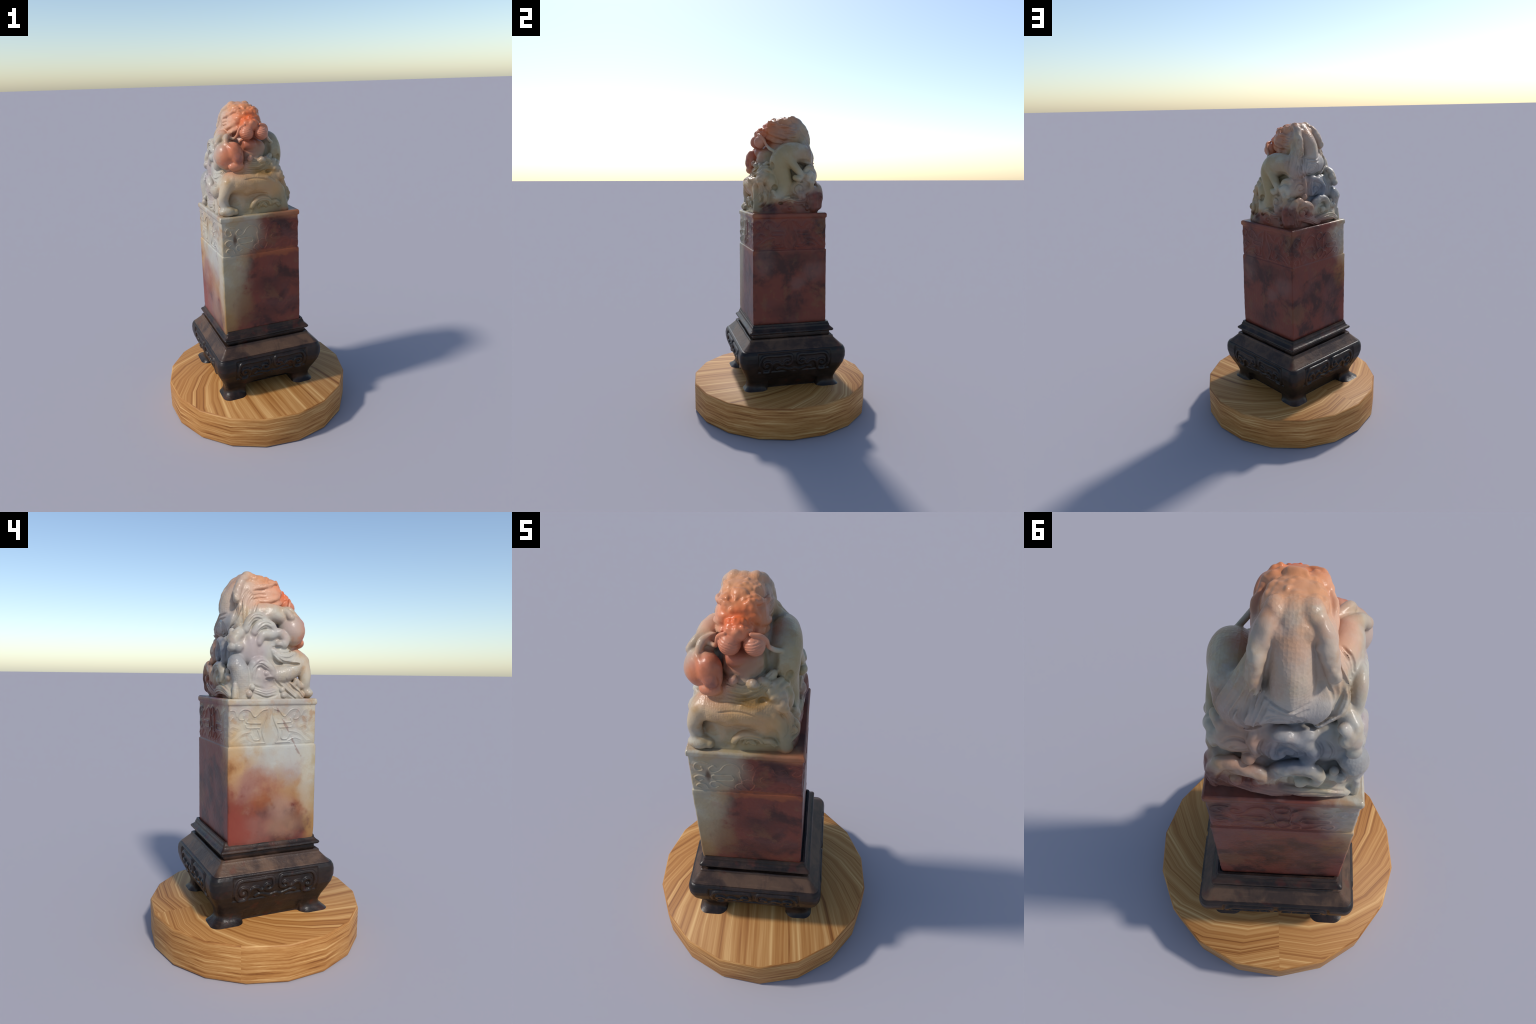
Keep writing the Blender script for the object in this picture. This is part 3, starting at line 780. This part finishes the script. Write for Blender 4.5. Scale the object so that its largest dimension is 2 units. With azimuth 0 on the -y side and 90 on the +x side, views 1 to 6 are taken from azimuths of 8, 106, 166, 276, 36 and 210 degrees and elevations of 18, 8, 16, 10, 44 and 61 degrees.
    c.label('dragon_claw'); c.tube([(.211, .088, 1.60), (.221, .070, 1.584), (.217, .042, 1.588)], [.021, .023, .019], .006)
    c.label('dragon_claw'); c.tube([(.209, .105, 1.608), (.216, .130, 1.600), (.209, .150, 1.612)], [.018, .022, .023], .006)
    c.label('dragon_claw'); c.tube([(.200, .150, 1.610), (.206, .172, 1.598), (.202, .176, 1.560)], [.018, .018, .011], .006)
    c.label('dragon_claw'); c.tube([(.195, .110, 1.615), (.195, .135, 1.648), (.180, .170, 1.655)], [.016, .019, .02], .008)

    # ---- flaming pearl on the left
    c.label('flaming_pearl')
    c.ball((-.170, -.134, 1.702), (.072, .074, .078), .010)
    c.ball((-.125, -.115, 1.635), (.05, .06, .05), .014)
    c.label('pearl_flame')
    c.ball((-.132, -.170, 1.715), (.052, .054, .066), .010)
    c.tube([(-.125, -.135, 1.755), (-.100, -.176, 1.735), (-.094, -.190, 1.69), (-.108, -.195, 1.65)], [.014, .018, .018, .016], .008)
    c.ball((-.128, -.196, 1.645), (.048, .030, .028), .008); c.ball((-.120, -.214, 1.690), (.030, .018, .030), .010)
    c.tube([(-.168, -.175, 1.765), (-.152, -.203, 1.742), (-.130, -.207, 1.72)], [.010, .013, .009], .014)
    c.tube([(-.145, -.155, 1.770), (-.126, -.192, 1.755), (-.108, -.198, 1.725)], [.010, .013, .009], .014)

    # ---- curls behind the pearl
    c.label('cloud_bank')
    c.ball((-.155, .04, 1.705), (.045, .090, .085), .016); c.ball((-.168, .03, 1.605), (.046, .068, .075), .014)
    c.ball((-.176, .105, 1.610), (.042, .046, .095), .014); c.ball((-.150, -.06, 1.63), (.045, .06, .06), .014)
    def coil(name, xs, pts, rad, k=.008):
        c.label(name)
        c.tube([(xs, a, b) for (a, b) in pts], rad, k)
    coil('mane_curl', -.190, [(.135, 1.700), (.116, 1.743), (.078, 1.764), (.044, 1.758), (.036, 1.734), (.055, 1.728)], [.020, .022, .023, .021, .017, .012])
    coil('mane_curl', -.200, [(.095, 1.685), (.070, 1.716), (.03, 1.730), (-.005, 1.720), (-.014, 1.697), (.008, 1.688), (.018, 1.705)], [.020, .022, .023, .023, .020, .015, .010])
    coil('mane_curl', -.202, [(.070, 1.640), (.045, 1.674), (-.002, 1.678), (-.040, 1.690), (-.062, 1.684)], [.022, .024, .024, .023, .018])
    coil('mane_curl', -.206, [(-.050, 1.688), (-.078, 1.662), (-.072, 1.638), (-.045, 1.632)], [.022, .027, .027, .018])
    coil('mane_curl', -.178, [(.02, 1.770), (-.03, 1.775), (-.075, 1.765), (-.09, 1.745)], [.026, .028, .028, .020])
    c.comb([(-.21, .13, 1.72), (-.21, .09, 1.76), (-.21, .045, 1.755)], .018, 2, .0035, (0, 0, 1), (-1, 0, 0), seed=9)
    c.comb([(-.21, .085, 1.69), (-.22, .04, 1.725), (-.22, .0, 1.715)], .018, 2, .0035, (0, 0, 1), (-1, 0, 0), seed=10)
    c.label('beard_lock')
    c.ball((-.180, -.065, 1.585), (.038, .075, .038), .010)
    c.tube([(-.195, -.005, 1.615), (-.208, -.045, 1.572), (-.208, -.095, 1.565), (-.200, -.134, 1.588)], [.018, .024, .024, .014], .008)
    c.comb([(-.21, .0, 1.61), (-.22, -.045, 1.572), (-.22, -.095, 1.567), (-.21, -.134, 1.588)], .045, 5, .0042, (0, .3, .95), (-1, 0, 0), seed=11)

    # ---- small dragon lying across the front
    c.label('small_dragon_body')
    c.tube([(-.185, .01, 1.475), (-.200, -.055, 1.482), (-.200, -.11, 1.50), (-.182, -.155, 1.532), (-.12, -.182, 1.548), (-.04, -.187, 1.548),
            (.04, -.182, 1.542), (.10, -.160, 1.560)], [.036, .044, .047, .050, .060, .064, .062, .050], .016, 6)
    c.ball((-.01, -.168, 1.525), (.155, .056, .075), .018); c.ball((-.15, -.165, 1.56), (.06, .055, .055), .015)
    c.ball((-.10, -.208, 1.545), (.05, .028, .036), .012); c.ball((.07, -.188, 1.515), (.075, .042, .065), .015)
    c.ball((-.02, -.155, 1.600), (.135, .050, .050), .02); c.ball((.10, -.175, 1.43), (.085, .040, .075), .02)
    c.ball((.06, -.170, 1.46), (.10, .045, .06), .02)
    c.label('small_dragon_leg')
    c.tube([(-.180, -.192, 1.545), (-.203, -.197, 1.495), (-.210, -.193, 1.45), (-.203, -.198, 1.41)], [.042, .034, .030, .028], .014)
    c.ball((-.192, -.212, 1.388), (.052, .034, .030), .010); c.ball((-.150, -.216, 1.384), (.022, .024, .022), .006)
    c.tube([(-.212, -.185, 1.430), (-.222, -.160, 1.425), (-.222, -.142, 1.450), (-.220, -.128, 1.432)], [.016, .015, .014, .012], .007)
    c.label('small_dragon_leg')
    c.tube([(.115, -.190, 1.52), (.148, -.200, 1.475), (.162, -.203, 1.42), (.168, -.203, 1.37)], [.036, .028, .026, .030], .012)
    c.label('small_dragon_head')
    c.ball((.125, -.150, 1.590), (.050, .052, .060), .014)
    c.ball((.150, -.178, 1.575), (.030, .030, .032), .010)
    c.ball((.165, -.186, 1.556), (.022, .020, .018), .006)
    c.ball((.118, -.192, 1.607), (.017, .014, .015), .006); c.ball((.157, -.168, 1.612), (.015, .014, .014), .006)
    c.tube([(.105, -.180, 1.63), (.125, -.160, 1.655), (.150, -.125, 1.655)], [.015, .016, .012], .008)
    c.tube([(.145, -.16, 1.635), (.165, -.13, 1.64), (.17, -.105, 1.625)], [.014, .016, .012], .008)
    c.tube([(.165, -.145, 1.585), (.174, -.115, 1.575), (.168, -.100, 1.55), (.174, -.118, 1.535)], [.016, .018, .016, .012], .008)
    c.label('small_dragon_beard')
    c.ball((.165, -.165, 1.465), (.042, .042, .070), .014)
    c.tube([(.165, -.180, 1.548), (.178, -.178, 1.510), (.178, -.190, 1.470), (.165, -.205, 1.44)], [.016, .018, .016, .012], .008)
    c.tube([(.178, -.172, 1.50), (.205, -.162, 1.480), (.210, -.162, 1.440), (.192, -.190, 1.412), (.170, -.206, 1.420), (.162, -.208, 1.445)], [.011, .013, .014, .013, .012, .010], .007)
    c.comb([(.17, -.19, 1.55), (.185, -.185, 1.51), (.185, -.195, 1.47), (.17, -.21, 1.44)], .035, 4, .0035, (.6, .8, 0), (.6, -.8, 0), seed=12)
    c.spiral((.190, -.192, 1.455), 'y', .020, 1.2, 60, .008, .005, -1, .2)
    # hair of the great dragon's beard, falling on the small one
    c.label('dragon_beard')
    c.ball((.01, -.145, 1.645), (.115, .050, .040), .016)
    c.tube([(.115, -.125, 1.680), (.06, -.165, 1.650), (.0, -.182, 1.638), (-.06, -.180, 1.650)], [.018, .022, .022, .014], .010)
    c.tube([(-.09, -.17, 1.640), (-.03, -.186, 1.618), (.03, -.190, 1.602), (.085, -.178, 1.600)], [.012, .014, .014, .012], .010)
    c.comb([(.115, -.13, 1.680), (.06, -.17, 1.648), (.0, -.19, 1.636), (-.07, -.19, 1.648)], .075, 7, .0042, (0, -.35, .94), (.1, -1, .2), seed=13)
    c.ball((.042, -.185, 1.668), (.024, .020, .020), .008); c.ball((-.035, -.188, 1.685), (.020, .018, .020), .008)
    c.tube([(.07, -.165, 1.678), (.095, -.165, 1.660), (.10, -.150, 1.638), (.08, -.165, 1.630)], [.012, .014, .014, .010], .007)

    # ---- low clouds on the front
    c.label('small_dragon_body')
    c.tube([(-.155, -.215, 1.575), (-.09, -.235, 1.560), (-.05, -.232, 1.530), (-.07, -.215, 1.500)], [.012, .018, .020, .014], .022)
    c.tube([(.0, -.225, 1.59), (.05, -.232, 1.570), (.09, -.222, 1.545)], [.012, .016, .012], .014)
    c.comb([(-.10, -.24, 1.585), (-.02, -.24, 1.590), (.06, -.24, 1.575)], .03, 2, .0045, (0, 0, 1), (0, -1, 0), seed=30)
    c.comb([(-.06, -.24, 1.47), (.0, -.24, 1.478), (.06, -.24, 1.472)], .0, 1, .006, (0, 0, 1), (0, -1, 0), seed=31)
    c.label('cloud_relief')
    c.tube([(-.05, -.218, 1.39), (-.035, -.226, 1.425), (.0, -.226, 1.447), (.045, -.226, 1.445), (.075, -.222, 1.42)], [.012, .016, .018, .017, .012], .014)
    c.tube([(.0, -.222, 1.405), (.02, -.228, 1.420), (.042, -.226, 1.405)], [.012, .014, .011], .010)
    c.tube([(.075, -.222, 1.415), (.105, -.226, 1.425), (.130, -.222, 1.40)], [.012, .015, .012], .010)
    c.ball((.02, -.192, 1.408), (.090, .030, .052), .010); c.ball((.10, -.190, 1.395), (.055, .030, .038), .010)
    front = (0, -1, 0)
    c.comb([(.045, -.22, 1.405), (.03, -.22, 1.392), (.006, -.22, 1.40), (.006, -.22, 1.424), (.03, -.22, 1.434), (.055, -.22, 1.424), (.062, -.22, 1.40)], 0, 1, .0038, (1, 0, 0), front)
    c.comb([(.028, -.22, 1.405), (.018, -.22, 1.412), (.028, -.22, 1.420), (.042, -.22, 1.412)], 0, 1, .0034, (1, 0, 0), front)
    c.comb([(-.030, -.22, 1.385), (-.020, -.22, 1.430), (.02, -.22, 1.450), (.065, -.22, 1.440), (.085, -.22, 1.405)], 0, 1, .0040, (1, 0, 0), front)
    c.comb([(.088, -.22, 1.39), (.100, -.22, 1.412), (.125, -.22, 1.408), (.138, -.22, 1.385)], 0, 1, .0038, (1, 0, 0), front)

    # ---- clouds on the right
    c.label('cloud_scroll')
    c.ball((.188, .085, 1.515), (.034, .066, .066), .010)
    right = (1, 0, 0)
    c.tube([(.205, .125, 1.585), (.211, .155, 1.560), (.211, .152, 1.52), (.208, .115, 1.495)], [.016, .018, .017, .014], .008)
    c.comb([(.22, .120, 1.50), (.22, .085, 1.478), (.22, .045, 1.490), (.22, .035, 1.525), (.22, .065, 1.550), (.22, .100, 1.535), (.22, .098, 1.508), (.22, .075, 1.500), (.22, .064, 1.518), (.22, .078, 1.526)], 0, 1, .0055, (0, 1, 0), right)
    c.label('cloud_tail')
    c.tube([(.203, .085, 1.475), (.206, .100, 1.445), (.208, .055, 1.430), (.208, .005, 1.450), (.206, -.035, 1.442), (.204, -.072, 1.415)], [.032, .028, .023, .023, .022, .018], .010)
    c.ball((.200, .0, 1.395), (.028, .095, .038), .010); c.ball((.17, -.085, 1.455), (.050, .040, .055), .014)
    c.comb([(.22, .03, 1.378), (.22, .03, 1.402), (.22, .008, 1.412), (.22, -.012, 1.400), (.22, -.006, 1.385), (.22, .010, 1.386), (.22, .010, 1.397)], 0, 1, .0042, (0, 1, 0), right)
    c.comb([(.22, .115, 1.44), (.22, .06, 1.432), (.22, .0, 1.452), (.22, -.06, 1.425)], .022, 2, .0035, (0, 0, 1), right, seed=14)
    c.tube([(.195, -.105, 1.50), (.200, -.085, 1.47), (.203, -.095, 1.43), (.204, -.13, 1.40)], [.014, .014, .014, .012], .009)
    c.ball((.218, .125, 1.39), (.014, .014, .016), .005); c.ball((.215, .105, 1.41), (.012, .012, .014), .005)

    # ---- clouds and waves on the back
    back = (0, 1, 0)
    c.label('cloud_scroll')
    c.ball((-.035, .180, 1.600), (.080, .038, .068), .010)
    c.tube([(.028, .206, 1.64), (.040, .208, 1.60), (.030, .208, 1.565), (.010, .210, 1.570), (.008, .212, 1.592)], [.014, .016, .016, .014, .012], .006)
    c.ball((.010, .198, 1.655), (.032, .024, .020), .008); c.ball((-.062, .194, 1.648), (.030, .024, .026), .008)
    c.tube([(-.01, .206, 1.655), (-.055, .208, 1.63), (-.080, .208, 1.585), (-.065, .208, 1.54)], [.018, .022, .024, .018], .010)
    c.comb([(.005, .2, 1.62), (-.035, .2, 1.61), (-.045, .2, 1.58), (-.02, .2, 1.555)], .035, 2, .0042, (-.7, 0, .5), back, seed=15)
    c.label('cloud_scroll')
    c.ball((.130, .180, 1.605), (.070, .038, .060), .012)
    c.comb([(.18, .2, 1.60), (.165, .2, 1.630), (.125, .2, 1.638), (.098, .2, 1.615), (.108, .2, 1.590), (.140, .2, 1.588), (.150, .2, 1.605), (.135, .2, 1.612)], 0, 1, .0055, (1, 0, 0), back)
    c.tube([(.085, .200, 1.655), (.092, .208, 1.635), (.085, .208, 1.595), (.080, .206, 1.56)], [.014, .016, .016, .012], .008)
    c.ball((.100, .214, 1.552), .021, .005)
    c.label('wave_scroll')
    c.ball((.165, .172, 1.440), (.078, .056, .105), .012); c.ball((.10, .185, 1.47), (.065, .042, .055), .010)
    c.tube([(.205, .208, 1.40), (.208, .214, 1.46), (.188, .217, 1.512), (.148, .220, 1.532), (.120, .222, 1.518)], [.022, .024, .024, .022, .014], .010)
    c.tube([(.15, .214, 1.49), (.110, .226, 1.508), (.072, .228, 1.495), (.056, .228, 1.465), (.076, .227, 1.447)], [.018, .021, .023, .023, .018], .008)
    c.ball((.136, .230, 1.456), (.024, .018, .022), .006)
    c.comb([(.21, .22, 1.47), (.185, .22, 1.42), (.165, .22, 1.37)], .05, 3, .0045, (1, 0, .3), back, seed=16)
    c.hollow((.112, .235, 1.452), (.009, .02, .024), .004)
    c.label('wave_scroll')
    c.ball((-.03, .180, 1.450), (.088, .046, .085), .012)
    c.tube([(.036, .208, 1.40), (.036, .217, 1.46), (.012, .223, 1.505), (-.035, .226, 1.525), (-.080, .227, 1.518), (-.102, .227, 1.49), (-.096, .226, 1.455), (-.080, .225, 1.448)], [.024, .025, .025, .024, .022, .021, .018, .013], .008)
    c.ball((-.050, .226, 1.455), (.026, .020, .022), .006)
    c.comb([(.03, .23, 1.41), (.018, .23, 1.48), (-.02, .23, 1.515), (-.075, .23, 1.51)], .03, 3, .0040, (.7, 0, -.6), back, seed=17)
    c.hollow((-.020, .235, 1.452), (.012, .02, .028), .005); c.hollow((-.055, .24, 1.426), (.03, .02, .009), .004)
    c.label('wave_stream')
    c.tube([(.15, .217, 1.425), (.09, .226, 1.412), (.03, .224, 1.388), (-.02, .220, 1.372)], [.018, .026, .024, .018], .010)
    c.tube([(.0, .220, 1.395), (-.06, .226, 1.402), (-.13, .222, 1.405), (-.190, .216, 1.378)], [.018, .026, .028, .018], .010)
    c.comb([(.14, .23, 1.425), (.09, .23, 1.412), (.03, .23, 1.388), (-.02, .23, 1.372)], .035, 4, .0042, (.2, 0, 1), back, seed=18)
    c.comb([(.0, .23, 1.395), (-.06, .23, 1.405), (-.13, .23, 1.408), (-.190, .23, 1.380)], .040, 4, .0042, (.1, 0, 1), back, seed=19)
    c.ball((-.13, .190, 1.42), (.08, .036, .065), .012)
    c.label('cloud_knob')
    c.tube([(-.165, .14, 1.695), (-.178, .178, 1.672), (-.185, .200, 1.640)], [.030, .032, .030], .010)
    c.ball((-.193, .215, 1.612), (.024, .022, .022), .006); c.ball((-.202, .182, 1.612), (.025, .026, .024), .006); c.ball((-.165, .212, 1.655), (.022, .02, .022), .006)
    c.tube([(-.155, .200, 1.692), (-.178, .210, 1.665)], [.016, .016], .007)
    c.label('fish_head')
    c.tube([(-.192, .190, 1.540), (-.202, .176, 1.50), (-.200, .163, 1.43), (-.198, .158, 1.37)], [.042, .046, .045, .042], .010)
    c.ball((-.205, .205, 1.528), (.032, .030, .032), .010); c.ball((-.198, .228, 1.522), (.016, .012, .016), .004)
    c.ball((-.14, .215, 1.475), .018, .007); c.ball((-.165, .216, 1.465), .020, .007); c.ball((-.145, .214, 1.50), .015, .007)
    c.tube([(-.218, .205, 1.43), (-.220, .206, 1.37)], [.012, .017], .008)
    c.label('wave_scroll')
    c.ball((-.188, .070, 1.455), (.040, .055, .095), .012)
    c.tube([(-.205, .112, 1.42), (-.211, .115, 1.49), (-.213, .101, 1.532), (-.214, .067, 1.546), (-.216, .035, 1.530), (-.217, .006, 1.503), (-.217, .002, 1.478), (-.217, .025, 1.466)], [.020, .023, .024, .025, .024, .022, .020, .016], .008)
    c.ball((-.217, .034, 1.486), (.016, .020, .015), .005)
    c.comb([(-.22, .115, 1.46), (-.22, .105, 1.52), (-.22, .065, 1.540), (-.22, .02, 1.515)], .025, 2, .0038, (0, .6, -.6), (-1, 0, 0), seed=20)
    c.tube([(-.205, .11, 1.41), (-.215, .07, 1.392), (-.217, .03, 1.388), (-.208, -.02, 1.402)], [.016, .024, .024, .016], .010)
    c.comb([(-.22, .11, 1.41), (-.22, .07, 1.392), (-.22, .03, 1.388), (-.22, -.02, 1.402)], .045, 4, .0040, (0, .3, .95), (-1, 0, 0), seed=21)
    c.label('pearl_bead'); c.ball((-.232, .118, 1.418), .0160, .003)
    c.label('pearl_bead'); c.ball((-.236, .135, 1.386), .0190, .003)
    c.label('grass_tuft')
    c.tube([(-.200, -.03, 1.445), (-.210, -.06, 1.415), (-.220, -.09, 1.385), (-.224, -.12, 1.368)], [.016, .022, .024, .020], .010)
    c.tube([(-.202, -.08, 1.45), (-.214, -.125, 1.41), (-.218, -.165, 1.375)], [.016, .020, .022], .010)
    c.comb([(-.21, -.03, 1.445), (-.22, -.06, 1.415), (-.23, -.09, 1.385), (-.23, -.12, 1.370)], .05, 4, .0040, (0, .8, .6), (-1, 0, 0), seed=22)
    c.comb([(-.21, -.08, 1.45), (-.22, -.125, 1.41), (-.23, -.165, 1.378)], .03, 3, .0040, (0, .6, .8), (-1, 0, 0), seed=23)
    c.ball((-.224, -.055, 1.405), .015, .005); c.ball((-.229, -.062, 1.378), .016, .005)

    # stone left between the scrolls of the back and left
    c.label('cloud_bank')
    c.ball((-.115, .165, 1.585), (.065, .045, .085), .016); c.ball((.055, .175, 1.60), (.055, .040, .070), .016)
    c.ball((-.165, .150, 1.600), (.045, .045, .070), .016); c.ball((.175, .130, 1.585), (.036, .055, .060), .016)
    c.ball((-.165, -.03, 1.650), (.040, .060, .045), .014); c.ball((.165, -.110, 1.560), (.032, .040, .060), .014)
    c.comb([(-.10, .22, 1.64), (-.125, .22, 1.60), (-.115, .22, 1.55)], .03, 2, .0042, (1, 0, .2), (0, 1, 0), seed=40)
    c.comb([(.045, .22, 1.64), (.060, .22, 1.60), (.050, .22, 1.555)], .025, 2, .0042, (1, 0, .2), (0, 1, 0), seed=41)
    # ---- hollows drilled between the figures
    c.hollow((.078, -.215, 1.603), (.022, .035, .014), .008); c.hollow((.182, -.112, 1.665), (.018, .022, .022), .008)
    c.hollow((.188, -.092, 1.525), (.02, .020, .020), .006)
    c.hollow((-.125, -.240, 1.428), (.055, .034, .030), .010); c.hollow((-.085, -.235, 1.385), (.045, .022, .018), .008)
    c.hollow((.220, .028, 1.470), (.03, .022, .014), .006); c.hollow((.222, -.058, 1.425), (.025, .016, .009), .005)
    c.hollow((.205, .115, 1.688), (.03, .045, .020), .008); c.hollow((.222, .09, 1.563), (.02, .014, .007), .004)
    c.hollow((-.07, .220, 1.672), (.070, .018, .007), .006)
    c.hollow((-.228, -.03, 1.617), (.03, .030, .010), .005)
    c.hollow((-.232, .02, 1.458), (.02, .026, .010), .005); c.hollow((-.232, -.10, 1.535), (.02, .055, .010), .006)
    # lively surface, as cut and polished by hand
    V, F, lab = c.mesh()
    V = relax(V, F, 1, .35)
    up = smoothstep(1.46, 1.64, V[:, 2])                                # the upper part is drawn in a little
    V[:, 0] = V[:, 0] * (.998 - .030 * up) - .003
    V[:, 1] = np.where(V[:, 1] > 0, V[:, 1] * (.972 - .017 * up), V[:, 1] * (.985 - .013 * up))
    V[:, 0] -= .010 * np.exp(-((V[:, 1] - .05) / .08) ** 2 - ((V[:, 2] - 1.50) / .09) ** 2) * smoothstep(-.1, -.18, V[:, 0])
    rough = np.isin(lab, [i for i, nm in enumerate(c.names) if nm in ('dragon_head', 'dragon_nose', 'dragon_beard', 'small_dragon_head', 'small_dragon_beard', 'dragon_horn', 'cloud_knob', 'wave_scroll', 'cloud_scroll')])
    V = V + np.column_stack([waves(V, 55, s, 2) for s in (21, 22, 23)]) * .0014
    rough = relax(np.repeat(rough.astype(float)[:, None], 3, 1), F, 14, .8)[:, 0]
    V = V + np.column_stack([waves(V, 110, s, 2) for s in (24, 25, 26)]) * (.0019 * rough)[:, None]
    V[:, 2] -= SEAL_Z
    fl = lab[F].max(1)
    def material_of(n):
        if n in ('dragon_body', 'small_dragon_body', 'dragon_nape', 'fish_head'): return mats['scales']
        if n in ('dragon_mane', 'dragon_beard', 'beard_lock', 'small_dragon_beard'): return mats['hair']
        return mats['plain']
    split_parts(V, F, fl, c.names, root, material_of)

# ------------------------------------------------------------------ build
wooden_disc()
stand()
seal = empty('stone_seal', (AXIS[0], AXIS[1], SEAL_Z), ANGLE, 'tall square soapstone seal with carved dragon knob', 'stone seal')
mats = {'plain': stone('veined_stone'), 'scales': stone('scaled_stone', 'scales'), 'hair': stone('combed_stone', 'hair')}
block(seal, mats['plain'])
carving(seal, mats)
